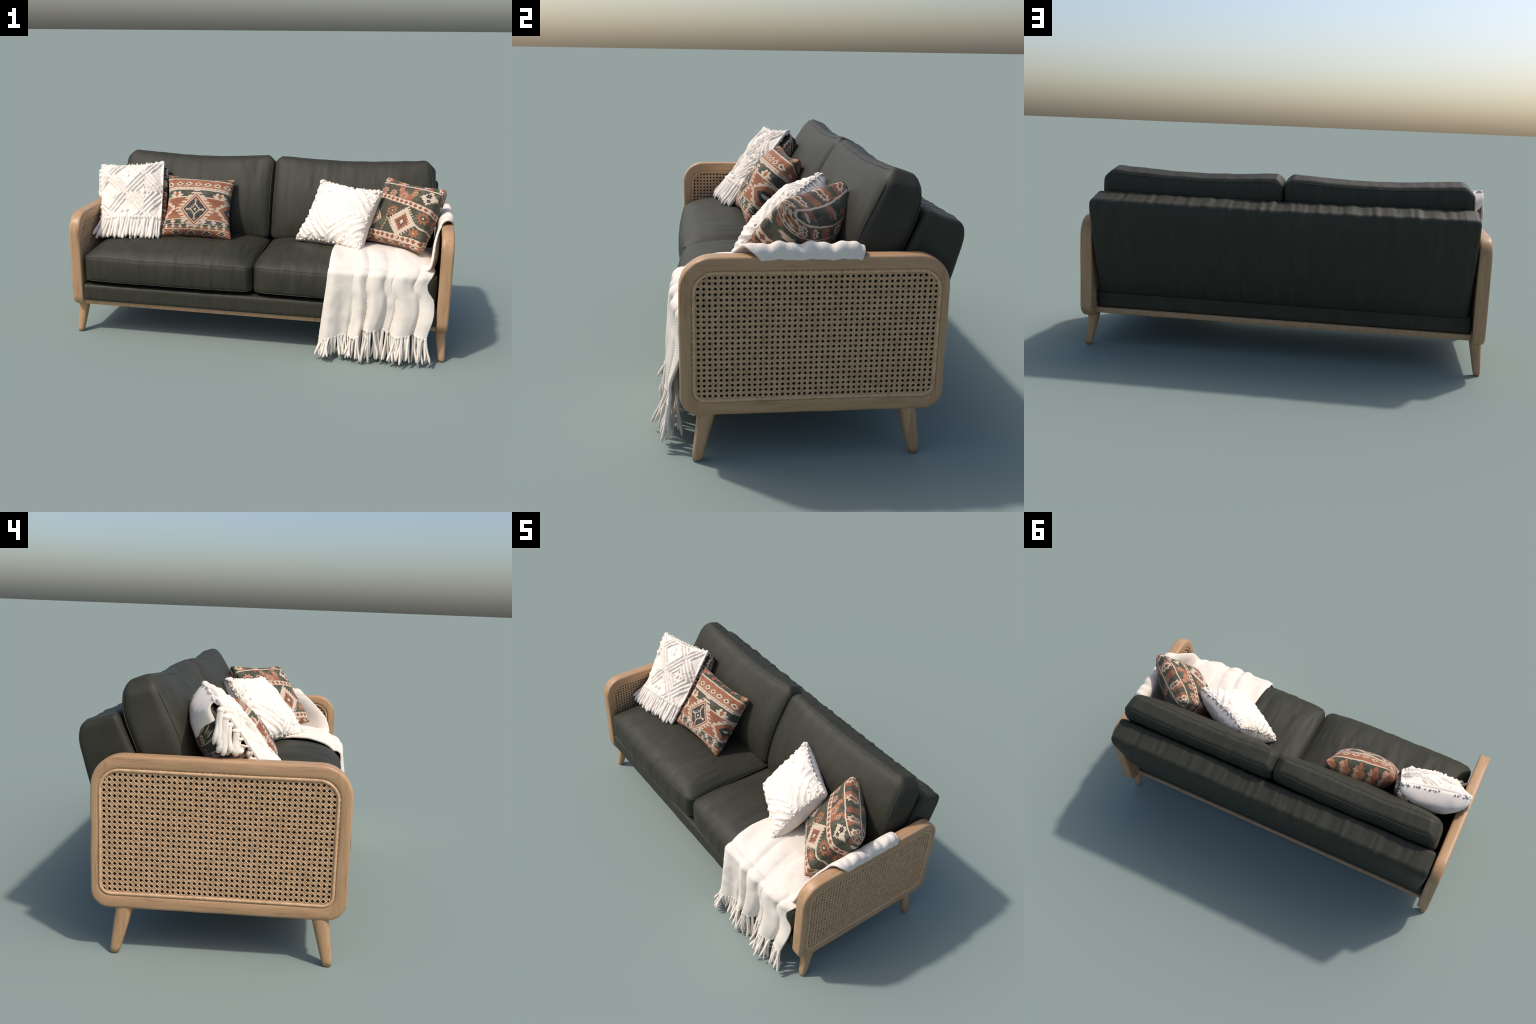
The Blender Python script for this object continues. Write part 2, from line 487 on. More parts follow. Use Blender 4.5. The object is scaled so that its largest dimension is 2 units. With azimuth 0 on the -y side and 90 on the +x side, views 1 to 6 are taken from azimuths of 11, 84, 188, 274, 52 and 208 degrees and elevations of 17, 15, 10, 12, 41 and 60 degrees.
# ---- back cushions: thickness axis y, height axis z, leaning back
BACK_HALF, BACK_R = np.array((.454, .085, .234)), .042
def back_deform(cx, side):
    def f(P, q):
        P = P.copy()
        P[:, 0], P[:, 2] = round_corner(P[:, 0], P[:, 2], BACK_HALF[0], BACK_HALF[2], np.where(q[:, 2] > 0, np.where(q[:, 0] * (1 if side else -1) > 0, .058, .045), .035))
        q = P / BACK_HALF
        u, w, v = q.T
        h = (v + 1) / 2
        yf = curve1([(0, .098), (.3, .122), (.55, .158), (.8, .216), (1, .268)], h)
        yr = curve1([(0, .255), (.5, .318), (.78, .362), (1, .360)], h)
        zf = .452 + h * .474; zr = .452 + h * .440
        t = (w + 1) / 2
        O = np.empty_like(P)
        bulge = (1 - np.abs(u)**4) * (1 - np.abs(v)**3)
        O[:, 1] = yf * (1 - t) + yr * t - .036 * bulge * (1 - t)
        O[:, 2] = zf * (1 - t) + zr * t
        side_in = .020 * sstep(.1, 1, h) * (1 - t)
        O[:, 0] = cx + P[:, 0] - np.sign(u) * np.abs(u) * side_in * (u * (1 if side else -1) > 0)
        O[:, 0] += np.sign(cx) * .010 * np.clip(u * np.sign(cx), 0, 1)**3 * (1 - v * v)
        # top edge dips between its corners
        dip = curve1([(-1, .004), (-.8, .001), (-.2, -.014), (.3, -.015), (.75, -.005), (1, .002)], -u if side else u)
        O[:, 2] += dip * sstep(.55, 1, h)
        n = wrinkle(O, (20, 6, 4), .0032, 41 + side) + wrinkle(O, (5, 4, 4), .005, 51 + side)
        O[:, 1] += n * (1 - np.abs(u)**8) * (1 - 1.6 * sstep(.15, .85, t))
        O[:, 2] += wrinkle(O, (18, 9, 6), .0026, 61 + side) * sstep(.85, 1, h)
        return O
    return f
for side, cx in ((0, -.4545), (1, .4545)):
    d = back_deform(cx, side)
    ob = add("back_cushion", soft_box("back_cushion", BACK_HALF, BACK_R, d, BACK_FAB), sofa)
    pip = [closed_tube(edge_loop(BACK_HALF, BACK_R, 1, s, d, off=.001), .0019, 6) for s in (-1, 1)]
    add("piping", make_mesh("piping", *join_parts(pip), PIPING), ob)

# ---- backrest
def backrest_deform(P, q):
    u, w, v = q.T
    h = (v + 1) / 2; t = (w + 1) / 2
    yr = curve1([(0, .374), (.08, .394), (.3, .430), (.5, .455), (.75, .486), (.9, .500), (1, .492)], h)
    yf = curve1([(0, .20), (.5, .25), (.75, .315), (1, .372)], h)
    zr = .270 + h * .489; zf = .285 + h * .512
    O = np.empty_like(P)
    O[:, 1] = yf * (1 - t) + yr * t
    O[:, 2] = zf * (1 - t) + zr * t
    O[:, 0] = P[:, 0] - np.sign(u) * np.abs(u) * .012 * (1 - h)
    g = noise(O, (44, 5, 5), 71) + .9 * noise(O, (105, 7, 7), 72)
    top = sstep(.80, 1, h)
    O[:, 2] += .0028 * g * top * (1 - np.abs(u)**10) - .003 * np.cos(u * 3.0) * top
    O[:, 1] += t * (.0040 * g * sstep(.80, .95, h) + .0015 * noise(O, (30, 2, 3), 73))
    return O
me = soft_box("backrest", (.930, .10, .25), .024, backrest_deform, BACK_FAB, .009)
add("backrest", me, sofa)

# ---- arms
Y0, Y1, Z0, Z1 = -.401, .441, .158, .676
def round_rect(y0, y1, z0, z1, rt, rb, ns=26, nc=14):
    pts = []
    C = [((y1 - rt, z1 - rt), rt, 0), ((y0 + rt, z1 - rt), rt, 90), ((y0 + rb, z0 + rb), rb, 180), ((y1 - rb, z0 + rb), rb, 270)]
    for i, ((cy, cz), r, a) in enumerate(C):
        for k in np.radians(np.linspace(a, a + 90, nc)): pts.append((cy + r * math.cos(k), cz + r * math.sin(k)))
        (c2, r2, a2) = C[(i + 1) % 4]
        e = np.array(pts[-1]); s = np.array((c2[0] + r2 * math.cos(math.radians(a2)), c2[1] + r2 * math.sin(math.radians(a2))))
        for k in range(1, ns): pts.append(tuple(e + (s - e) * k / ns))
    return np.array(pts)
OUT = round_rect(Y0, Y1, Z0, Z1, .105, .062)
INN = round_rect(-.358, .412, .208, .628, .066, .035)
XI, XO = .936, .9965

def section(m=32, n=4.6):
    th = np.linspace(0, 2*np.pi, m, endpoint=False)
    c, s = np.cos(th), np.sin(th)
    return np.sign(c) * np.abs(c)**(2/n), np.sign(s) * np.abs(s)**(2/n)
def arm_frame(sx):
    a, b = section()
    mid = (OUT + INN) / 2; hv = (OUT - INN) / 2
    V = np.empty((len(OUT), len(a), 3))
    V[..., 0] = sx * ((XI + XO) / 2 + (XO - XI) / 2 * b[None])
    yz = mid[:, None] + hv[:, None] * a[None, :, None]
    V[..., 1:] = yz
    V = V.reshape(-1, 3)
    V += .0011 * np.stack([noise(V, (14, 14, 14), 80 + k) for k in range(3)], -1) * (.5, 1, 1)
    n, m = len(OUT), len(a)
    F = grid_faces(n, m, wrap_m=True)
    i = np.arange(m); F = np.concatenate([F, np.stack([(n-1)*m + i, (n-1)*m + (i+1) % m, (i+1) % m, i], -1)])
    return weld(make_mesh("arm_frame", V, F, WOOD), 1e-6)

def cane_layer(sx, xface, seed):
    """cane weave: paired verticals, paired horizontals and two diagonals at one pitch"""
    r = np.random.default_rng(seed)
    p, y0, y1, z0, z1 = .01755, -.366, .420, .200, .636
    ny, nz = int((y1 - y0) / p), int((z1 - z0) / p)
    ya, za = y0 + ((y1 - y0) - (ny - 1) * p) / 2, z0 + ((z1 - z0) - (nz - 1) * p) / 2
    parts = []
    def strand(A, B, w, off, amp, phase):
        L = np.linalg.norm(np.subtract(B, A)); k = max(3, int(L / (p * .5)))
        t = np.linspace(0, 1, k + 1)[:, None]
        C = np.array(A) * (1 - t) + np.array(B) * t
        dirv = (np.array(B) - A) / L; nor = np.array((-dirv[1], dirv[0]))
        C = C + nor * (.0011 * noise(np.c_[C * 45, np.full(len(C), phase * 7.3)], (1, 1, 1), seed))[:, None]
        xo = off + amp * np.cos(np.arange(k + 1) * np.pi + phase)
        prof = ((-1, -.0010), (-.6, .0008), (.6, .0008), (1, -.0010))
        V = np.empty((k + 1, 4, 3))
        for j, (a, hx) in enumerate(prof):
            V[:, j, 1:] = C + nor * w * a
            V[:, j, 0] = sx * xface + (xo + hx) * SGN
        parts.append((V.reshape(-1, 3), grid_faces(k + 1, 4)))
    SGN = sx if xface > .96 else -sx
    for i in range(ny):
        y = ya + i * p + r.normal(0, .0004)
        for o in (-.0018, .0018): strand((y + o, z0), (y + o, z1), .00170, .0, .0006, i * np.pi)
    for i in range(nz):
        z = za + i * p + r.normal(0, .0004)
        for o in (-.0018, .0018): strand((y0, z + o), (y1, z + o), .00170, .0009, .0006, i * np.pi)
    for s in (1, -1):
        for i in range(-nz, ny + nz):
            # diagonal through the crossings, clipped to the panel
            c0 = ya + (i + .5) * p
            lo, hi = z0, z1
            f = lambda z: c0 + s * (z - za)
            ys = sorted([(y0 - c0) * s + za, (y1 - c0) * s + za])
            lo, hi = max(lo, ys[0]), min(hi, ys[1])
            if hi - lo > .02: strand((f(lo), lo), (f(hi), hi), .00175, .0017, .0004, i)
    return parts

def rounded_loop(inset, x, sx):
    L = INN + (INN.mean(0) - INN) / np.linalg.norm(INN - INN.mean(0), axis=1)[:, None] * inset
    return np.c_[np.full(len(L), sx * x), L]

for sx in (-1, 1):
    arm = add("arm", arm_frame(sx), sofa)
    parts = cane_layer(sx, .9905, 5) + cane_layer(sx, .9480, 6)
    add("cane_panel", make_mesh("cane_panel", *join_parts(parts), CANE), arm, "stuff")
    add("cane_spline", make_mesh("cane_spline", *join_parts([closed_tube(rounded_loop(.0035, x, sx), .0058, 8) for x in (.9915, .9450)]), CANE), arm)
    ring = (OUT + INN) / 2; cen = ring.mean(0)
    V = []
    for x, k in ((.9510, 0), (.9510, 1), (.9880, 1), (.9880, 0)):
        V.append(np.c_[np.full(len(ring), sx * x), cen + (ring - cen) * k])
    add("panel_dark_backing", weld(make_mesh("panel_dark_backing", np.concatenate(V), grid_faces(4, len(ring), wrap_m=True), DARK_BACKING, False)), arm)  # dark sheet between the cane layers, makes the holes read dark
    for yt, yb in ((-.316, -.349), (.330, .363)):
        a, b = section(24, 2.7)
        V = []
        for k in np.linspace(0, 1, 12):
            z = .002 + .168 * k if k > 0 else 0
            rad = .0168 + (.0300 - .0168) * k**.9
            if k == 0: rad *= .86
            cx, cy = sx * (.979 + (.962 - .979) * k), yb + (yt - yb) * k
            V.append(np.c_[cx + rad * a, cy + rad * b, np.full(len(a), z)])
        V = np.array(V); n, m = V.shape[:2]
        V = np.concatenate([V[:1] * 0 + V[:1].mean(1, keepdims=True), V, V[-1:] * 0 + V[-1:].mean(1, keepdims=True)])
        add("leg", make_mesh("leg", V.reshape(-1, 3), grid_faces(n + 2, m, wrap_m=True, flip=True), WOOD_LEG), sofa)

# ================================================================== PILLOWS
class Pillow:
    def __init__(s, corners, thick, back=None, pinch=.075, e=.50):
        c = np.array(corners, float); TL, TR, BR, BL = c
        s.o = c.mean(0); Xv = TR + BR - TL - BL; Xv /= np.linalg.norm(Xv)
        Yv = TL + TR - BL - BR; Yv -= Xv * (Yv @ Xv); Yv /= np.linalg.norm(Yv)
        s.R = np.stack([Xv, Yv, np.cross(Xv, Yv)], 1)
        s.c = (c - s.o) @ s.R
        s.T, s.B, s.pinch, s.e = thick, back or thick, pinch, e
        s.matrix = Matrix.Translation(Vector(s.o)) @ Matrix(s.R.tolist()).to_4x4()
    def at(s, u, v, side=1):
        """point of the front (side 1) or back (-1) face in the pillow's own frame"""
        u, v = np.asarray(u, float), np.asarray(v, float)
        cr = 1 - .03 * np.abs(u * v)**9
        uu = cr * u * (1 - s.pinch * (1 - v*v) * u*u); vv = cr * v * (1 - s.pinch * (1 - u*u) * v*v)
        a, b = ((1 + uu) / 2)[..., None], ((1 + vv) / 2)[..., None]
        P = (s.c[0] * (1 - a) + s.c[1] * a) * b + (s.c[3] * (1 - a) + s.c[2] * a) * (1 - b)
        h = (np.clip(1 - u*u, 0, 1) * np.clip(1 - v*v, 0, 1))**(s.e if side > 0 else s.e * .74)
        P[..., 2] += side * (s.T if side > 0 else s.B) * h
        return P
    def normals(s, u, v, side=1):
        d = .01
        c = .985
        u2, v2 = np.clip(u, -c, c), np.clip(v, -c, c)
        N = np.cross(s.at(u2 + d, v2, side) - s.at(u2 - d, v2, side), s.at(u2, v2 + d, side) - s.at(u2, v2 - d, side))
        return side * N / np.linalg.norm(N, axis=-1, keepdims=True)
    def mesh(s, name, mats, n=110, front=None, back=None, wr=.0022, seed=0):
        g = np.sin(np.linspace(-np.pi/2, np.pi/2, n)); U, V = np.meshgrid(g, g, indexing="ij")
        parts = []
        edge = np.clip((1 - np.abs(U)) * 12, 0, 1) * np.clip((1 - np.abs(V)) * 12, 0, 1)
        for side, fn in ((1, front), (-1, back)):
            P = s.at(U, V, side); N = s.normals(U, V, side)
            flat = P.reshape(-1, 3)
            h = (wr * (noise(flat, (13, 13, 13), seed) + .5 * noise(flat, (29, 29, 29), seed + 1))).reshape(U.shape)
            h = h * edge
            if fn is not None: h = h + fn(U, V, P) * np.clip((1 - np.abs(U)) * 30, 0, 1) * np.clip((1 - np.abs(V)) * 30, 0, 1)
            # creases that run in from the corners
            P = P + N * h[..., None]
            parts.append((P.reshape(-1, 3), grid_faces(n, n, flip=(side < 0))))
        me = make_mesh(name, *join_parts(parts))
        for m in mats: me.materials.append(m)
        return weld(me, 2e-5)

# ---- rust kilim pillow
pk = Pillow([(-.592, .084, .819), (-.205, .133, .798), (-.173, -.113, .505), (-.579, -.141, .511)], .082, .115, .13)
ob = add("kilim_pillow", pk.mesh("kilim_pillow", [RUST_KILIM], 120, seed=5), None, None, pk.matrix)
ob["label"] = "square rust and dark green kilim pillow with diamond medallion"; ob["category"] = "pillow"

# ---- green kilim pillow
pg = Pillow([(.643, .168, .848), (.955, -.083, .838), (.832, -.268, .543), (.512, -.015, .532)], .052, .150, .12, .44)
ob = add("kilim_pillow", pg.mesh("kilim_pillow_green", [GREEN_KILIM], 120, seed=9), None, None, pg.matrix)
ob["label"] = "square dark green kilim pillow with stepped cream medallion"; ob["category"] = "pillow"

# ---- tufted white pillow
pt = Pillow([(.286, .158, .813), (.631, .005, .794), (.542, -.235, .520), (.168, -.026, .506)], .080, .125, .12)
def tuft_relief(U, V, P):
    flat = P.reshape(-1, 3)
    warp = noise(flat, (17, 17, 17), 90).reshape(U.shape)
    d = np.abs(U + .05 * warp) + np.abs(V - .04 * warp)
    clump = (noise(flat, (60, 60, 60), 91) * .6 + .6).reshape(U.shape)
    fine = noise(flat, (150, 150, 150), 92).reshape(U.shape)
    h = np.zeros_like(U)
    for lv, wd, hh in ((.60, .060, .0055), (.80, .045, .0040), (1.04, .06, .0060), (1.30, .055, .0065), (1.50, .05, .0065), (1.66, .06, .007)):
        h += hh * np.exp(-((d - lv) / wd)**2) * (.35 + clump)
    a, b = (U + V) * 5.2, (U - V) * 5.2
    dots = np.exp(-((a - np.round(a))**2 + (b - np.round(b))**2) / .07)
    h += .0050 * dots * (d < .5)
    return h + .0006 * fine + .004 * warp
def tuft_back(U, V, P):
    return .0012 * noise(P.reshape(-1, 3), (60, 60, 60), 93).reshape(U.shape)
ob = add("tufted_pillow", pt.mesh("tufted_pillow", [WHITE_TUFT], 230, tuft_relief, tuft_back, seed=13), None, None, pt.matrix)
ob["label"] = "white cotton pillow with raised tufted diamond rows"; ob["category"] = "pillow"
tufted = ob
def lump(center, nrm, r, rr):
    """small irregular knot of yarn"""
    th = np.linspace(0, 2*np.pi, 7, endpoint=False); rows = []
    for ph in np.linspace(0, np.pi, 6):
        k = r * (1 + .25 * rr.normal(size=7)) if 0 < ph < np.pi else np.full(7, r)
        rows.append(np.c_[np.sin(ph) * np.cos(th) * k, np.sin(ph) * np.sin(th) * k, np.cos(ph) * k * .9])
    V = np.array(rows)
    N = np.array(nrm); A = np.cross(N, (.3, .9, .2)); A /= np.linalg.norm(A); B = np.cross(N, A)
    V = V.reshape(-1, 3) @ np.stack([A, B, N]) + center
    return V, grid_faces(6, 7, wrap_m=True)
rr = np.random.default_rng(21); parts = []
def tufts_on(pil, uv, r0, parts, jitter=.012, lift=.4):
    for (u, v) in uv:
        u, v = np.clip(u + rr.normal(0, jitter), -.995, .995), np.clip(v + rr.normal(0, jitter), -.995, .995)
        p, n = pil.at(u, v), pil.normals(np.array(u), np.array(v))
        r = r0 * rr.uniform(.7, 1.25)
        parts.append(lump(p + n * r * lift, n, r, rr))
for lv in (1.02, 1.28, 1.46, 1.64, 1.8):
    k = int(60 * min(1, 2.2 - lv))
    for s1, s2 in ((1, 1), (1, -1), (-1, 1), (-1, -1)):
        t = np.linspace(max(0, lv - .98), min(.98, lv), k // 2)
        tufts_on(pt, [(s1 * a, s2 * (lv - a)) for a in t if lv - a < .99 and rr.random() < (.22 if lv < 1.6 else .8)], .0060, parts, .02, .0)
for t in np.linspace(-.98, .98, 30):
    for uv in ((t, .99), (t, -.99), (-.99, t), (.99, t)):
        if rr.random() < .75: tufts_on(pt, [uv], .0062, parts, .006, .2)
for cu, cv in ((-.97, -.97), (.97, .97), (-.97, .97), (.97, -.97)):
    tufts_on(pt, [(cu * rr.uniform(.9, 1), cv * rr.uniform(.9, 1)) for _ in range(9)], .0085, parts)
add("tuft", make_mesh("tuft", *join_parts(parts), WHITE_TUFT), tufted, "stuff")

# ---- macrame pillow: kilim body, white knotted panel over the front and top, fringe
pm = Pillow([(-.978, .055, .856), (-.628, .140, .873), (-.570, -.140, .508), (-.893, -.185, .502)], .052, .125, .04, .42)
pm_body = Pillow([(-.960, .068, .842), (-.606, .158, .856), (-.542, -.128, .504), (-.884, -.178, .498)], .034, .120, .04, .42)
body = add("macrame_pillow", pm_body.mesh("macrame_pillow", [GREEN_KILIM_B], 90, seed=17), None, None, pm_body.matrix)
body["label"] = "pillow with white macrame front, tassel fringe and kilim back"; body["category"] = "pillow"

def macrame_relief(u, v, P):
    """diamond lattice of knotted cords: triple main cords, double inner diamonds, knots"""
    cu, cv, a, b = .42, .10, .585, .53
    s = (u - cu) / a; t = (v - cv) / b
    p, q = (s + t) / 2, (s - t) / 2                       # lattice lines where p or q is half-integer
    lp, lq = np.abs(p - np.round(p)), np.abs(q - np.round(q))
    i, j = np.round(p).astype(int), np.round(q).astype(int)
    r = 2 * np.maximum(lp, lq)                           # 0 at a diamond's middle, 1 on the main cords
    h = np.zeros_like(u)
    def cord(lv, w, hh):
        return hh * np.clip(1 - ((r - lv) / w)**2, 0, 1)**.6
    for lv in (.74, 1.0): h = np.maximum(h, cord(lv, .115, .0105))
    main = (i == 0) & (j == 0)
    inner = cord(.47, .10, .0095)
    rung = .0055 * np.clip(np.cos(2*np.pi * p * 2.2), 0, 1)**.7 * (r < .58)
    knots = .009 * np.clip(np.cos(2*np.pi * p * 3.2) * np.cos(2*np.pi * q * 3.2), 0, 1)**.6 * (r < .30)
    par = (i + j) % 2 == 0
    h = np.maximum(h, np.where(main, np.maximum(inner, knots), np.where(par, rung, knots)))
    flat = P.reshape(-1, 3)
    twist = noise(flat, (90, 90, 90), 95).reshape(u.shape)
    soft = noise(flat, (22, 22, 22), 96).reshape(u.shape)
    return h * (1 + .25 * twist) * (.8 + .4 * soft) + .0005 * twist + .002 * soft

V_BOT = -.60
def panel():
    nu, nv = 230, 250
    u = np.linspace(-1, 1, nu); v = np.linspace(V_BOT, 1, nv)
    U, V = np.meshgrid(u, v, indexing="ij")
    P = pm.at(U, V); N = pm.normals(U, V)
    # the cloth bridges the pinched pillow edges: flatter than the pillow
    Uq = U; a, b = ((1 + Uq) / 2)[..., None], ((1 + V) / 2)[..., None]
    flat = (pm.c[0] * (1 - a) + pm.c[1] * a) * b + (pm.c[3] * (1 - a) + pm.c[2] * a) * (1 - b)
    edge = np.maximum(np.abs(U), 0)**6
    P = P * (1 - edge[..., None]) + (flat + np.array((0, 0, .010))) * edge[..., None]
    lo = sstep(V_BOT + .25, V_BOT, V)
    P[..., 1] -= .010 * (1 - U * U) * sstep(.6, 1, V)
    P[..., 2] += .010 + .012 * lo
    border = np.minimum(np.minimum(1 - np.abs(U), 1 - V), V - V_BOT)
    inside = sstep(.02, .07, border)
    rim = .006 * np.exp(-((border - .025) / .022)**2)
    h = macrame_relief(U, V, P) * inside + rim
    top = P + N * h[..., None]
    under = P - np.array((0, 0, .007))
    f1 = grid_faces(nu, nv); n = nu * nv
    ring = np.concatenate([np.arange(nu) * nv, (nu - 1) * nv + np.arange(1, nv), np.arange(nu - 2, -1, -1) * nv + nv - 1, np.arange(nv - 2, 0, -1)])
    r2 = np.roll(ring, -1)
    F = np.concatenate([f1, grid_faces(nu, nv, n, True), np.stack([ring, ring + n, r2 + n, r2], -1)])
    me = make_mesh("macrame_panel", np.concatenate([top.reshape(-1, 3), under.reshape(-1, 3)]), F, WHITE_COTTON)
    return weld(me, 1e-7)
add("macrame_panel", panel(), body, None, pm_body.matrix.inverted() @ pm.matrix)

def flap():
    """white cloth folded over the top and onto the back"""
    nu, nv = 90, 50
    U, K = np.meshgrid(np.linspace(-1, 1, nu), np.linspace(0, 1, nv), indexing="ij")
    low = .68 + .08 * np.sin(U * 6 + 1) - .22 * sstep(.4, 1, U)
    V = 1 - K * (1 - low)
    P = pm.at(U * .995, V, -1); N = pm.normals(U, V, -1)
    P = P + N * (.008 + .0025 * noise(P.reshape(-1, 3), (25, 25, 25), 97).reshape(U.shape))[..., None] 
    a = ((1 + U) / 2)[..., None]; w = ((1 - K)**16)[..., None]
    seam = pm.c[0] * (1 - a) + pm.c[1] * a
    seam[..., 1] -= .010 * (1 - U * U) + .002; seam[..., 2] += .016
    P = P * (1 - w) + seam * w
    under = P - N * .004
    f1 = grid_faces(nu, nv, 0, True); n = nu * nv
    ring = np.concatenate([np.arange(nu) * nv, (nu - 1) * nv + np.arange(1, nv), np.arange(nu - 2, -1, -1) * nv + nv - 1, np.arange(nv - 2, 0, -1)])
    r2 = np.roll(ring, -1)
    F = np.concatenate([f1, grid_faces(nu, nv, n, False), np.stack([r2, r2 + n, ring + n, ring], -1)])
    return weld(make_mesh("cover_flap", np.concatenate([P.reshape(-1, 3), under.reshape(-1, 3)]), F, WHITE_COTTON), 1e-7)
add("cover_flap", flap(), body, None, pm_body.matrix.inverted() @ pm.matrix)

parts = []
for t in np.linspace(-.98, .98, 26):
    for uv in ((t, .99), (.985, t), (-.985, t)):
        if uv[1] > V_BOT and rr.random() < (.5 if uv[1] > .9 else .3): tufts_on(pm, [uv], .0055, parts, .010, .9)
for cu in (-.96, .96):
    tufts_on(pm, [(cu * rr.uniform(.93, 1), rr.uniform(.93, 1)) for _ in range(8)], .0095, parts, .01, .8)
add("knot", make_mesh("knot", *join_parts(parts), WHITE_COTTON), body, "stuff", pm_body.matrix.inverted() @ pm.matrix)

# ---- tassels (shared meshes, unit length hanging along -z)
def tassel_mesh(name, seed, mat, strands=3, rad=.0055, spread=.012, length=.1):
    r = np.random.default_rng(seed); parts = []
    for k in range(strands):
        ang = r.uniform(0, 2*np.pi); n = 12; t = np.linspace(0, 1, n)
        out = spread * r.uniform(.4, 1.1)
        bend = spread * .6 * np.sin(t * np.pi * r.uniform(.8, 1.6) + r.uniform(0, 3)) * t
        off = np.array((math.cos(ang), math.sin(ang)))
        P = np.c_[off[0] * out * t**1.6 + bend * off[1] + off[0] * rad * .5, off[1] * out * t**1.6 * .7 - bend * off[0] * .6 + off[1] * rad * .4, -t * length * r.uniform(.88, 1.06)]
        prof = rad * (.80 + .25 * t + .10 * np.sin(t * r.uniform(8, 14)))
        prof[-3:] *= (1.0, .85, .45)
        parts.append(tube(P, prof, 7, up=(0, 1, 0)))
    parts.append(tube(np.c_[np.zeros(5), np.zeros(5), np.linspace(.006, -.012, 5)], [rad * .8, rad * 1.35, rad * 1.5, rad * 1.3, rad * .9], 8, up=(0, 1, 0)))
    return make_mesh(name, *join_parts(parts), mat)

# macrame fringe: full, ropey bundles
FR = [tassel_mesh("fringe_tassel", 200 + k, WHITE_COTTON, 3, .0085, .010, .1) for k in range(5)]
inv = pm_body.matrix.inverted()
def hang(mesh, name, parent, local_inv, top, tip, spin, sc):
    top, tip = Vector(top), Vector(tip); d = tip - top; L = d.length
    q = Vector((0, 0, -1)).rotation_difference(d.normalized()).to_matrix().to_4x4()
    M = Matrix.Translation(top) @ q @ Matrix.Rotation(spin, 4, "Z") @ Matrix.Diagonal((sc, sc, L / .1, 1))
    ob = bpy.data.objects.new(name, mesh); COL.objects.link(ob); ob.parent = parent
    ob.matrix_local = local_inv @ M
    return ob
def world(M, p): return np.array(M @ Vector(p))
nb = 21
for k in range(nb):
    u = -.97 + 1.94 * k / (nb - 1)
    p = pm.at(np.array(u), np.array(V_BOT)) + np.array((0, .006, .018))
    w = world(pm.matrix, p)
    tip = w + np.array((rr.normal(0, .006) - (.02 if k < 3 else 0), -.072 + rr.normal(0, .004), -.105 + rr.normal(0, .006)))
    tip[2] = max(tip[2], .506)
    hang(FR[k % 5], "fringe_tassel", body, inv, w, tip, rr.uniform(0, 6), rr.uniform(.9, 1.15))
# side fringe: hangs from the left seam, the upper ones down to the arm, the lower ones inside it
ns = 12
for k in range(ns):
    f = k / (ns - 1); v = .84 - 1.44 * f
    w = world(pm.matrix, pm.at(np.array(-1.0), np.array(v)) + np.array((-.002, 0, .006 + .010 * rr.random())))
    w[0] -= .004
    tip = w + np.array((rr.normal(0, .004), .010 + rr.normal(0, .008), -(.115 + .03 * rr.random())))
    if w[2] > .705: tip[2] = max(tip[2], .684); tip[0] = min(max(tip[0], -.985), -.945)
    else: tip[0] = max(tip[0], -.925); w[0] = max(w[0], -.925)
    tip[2] = max(tip[2], .50)
    hang(FR[(k + 2) % 5], "fringe_tassel", body, inv, w, tip, rr.uniform(0, 6), rr.uniform(1.0, 1.3))

# ================================================================== THROW BLANKET
throw = empty("throw_blanket", (.65, -.3, .03), "cream knitted throw draped over seat and arm with fringe", "blanket")
TINV = Matrix.Translation((-.65, .3, -.03))
FOLD = [(0, .15), (.05, .8), (.12, .75), (.18, .15), (.25, .05), (.30, .55), (.36, 1.0), (.40, .1), (.415, .1), (.45, .85), (.52, 1.0),
        (.575, .25), (.63, .05), (.67, .5), (.72, 1.0), (.80, .85), (.85, .45), (.875, 0), (.90, .3), (.95, .6), (1, .35)]
def seat_top(x, y):
    u = np.clip((x - .4635) / .4615, -1, 1); v = (y + .115) / .285
    return .447 + .074 * (1 - np.abs(u)**7) * curve1([(-1, 0), (-.88, .40), (-.6, .80), (-.28, .92), (.1, .82), (.5, .66), (1, .5)], v)
def seat_front(x):
    u = np.clip((x - .4635) / .4615, -1, 1)
    return -.394 - .026 * (1 - np.abs(u)**4) + .02 * np.abs(u)**14
T_EDGE = .50
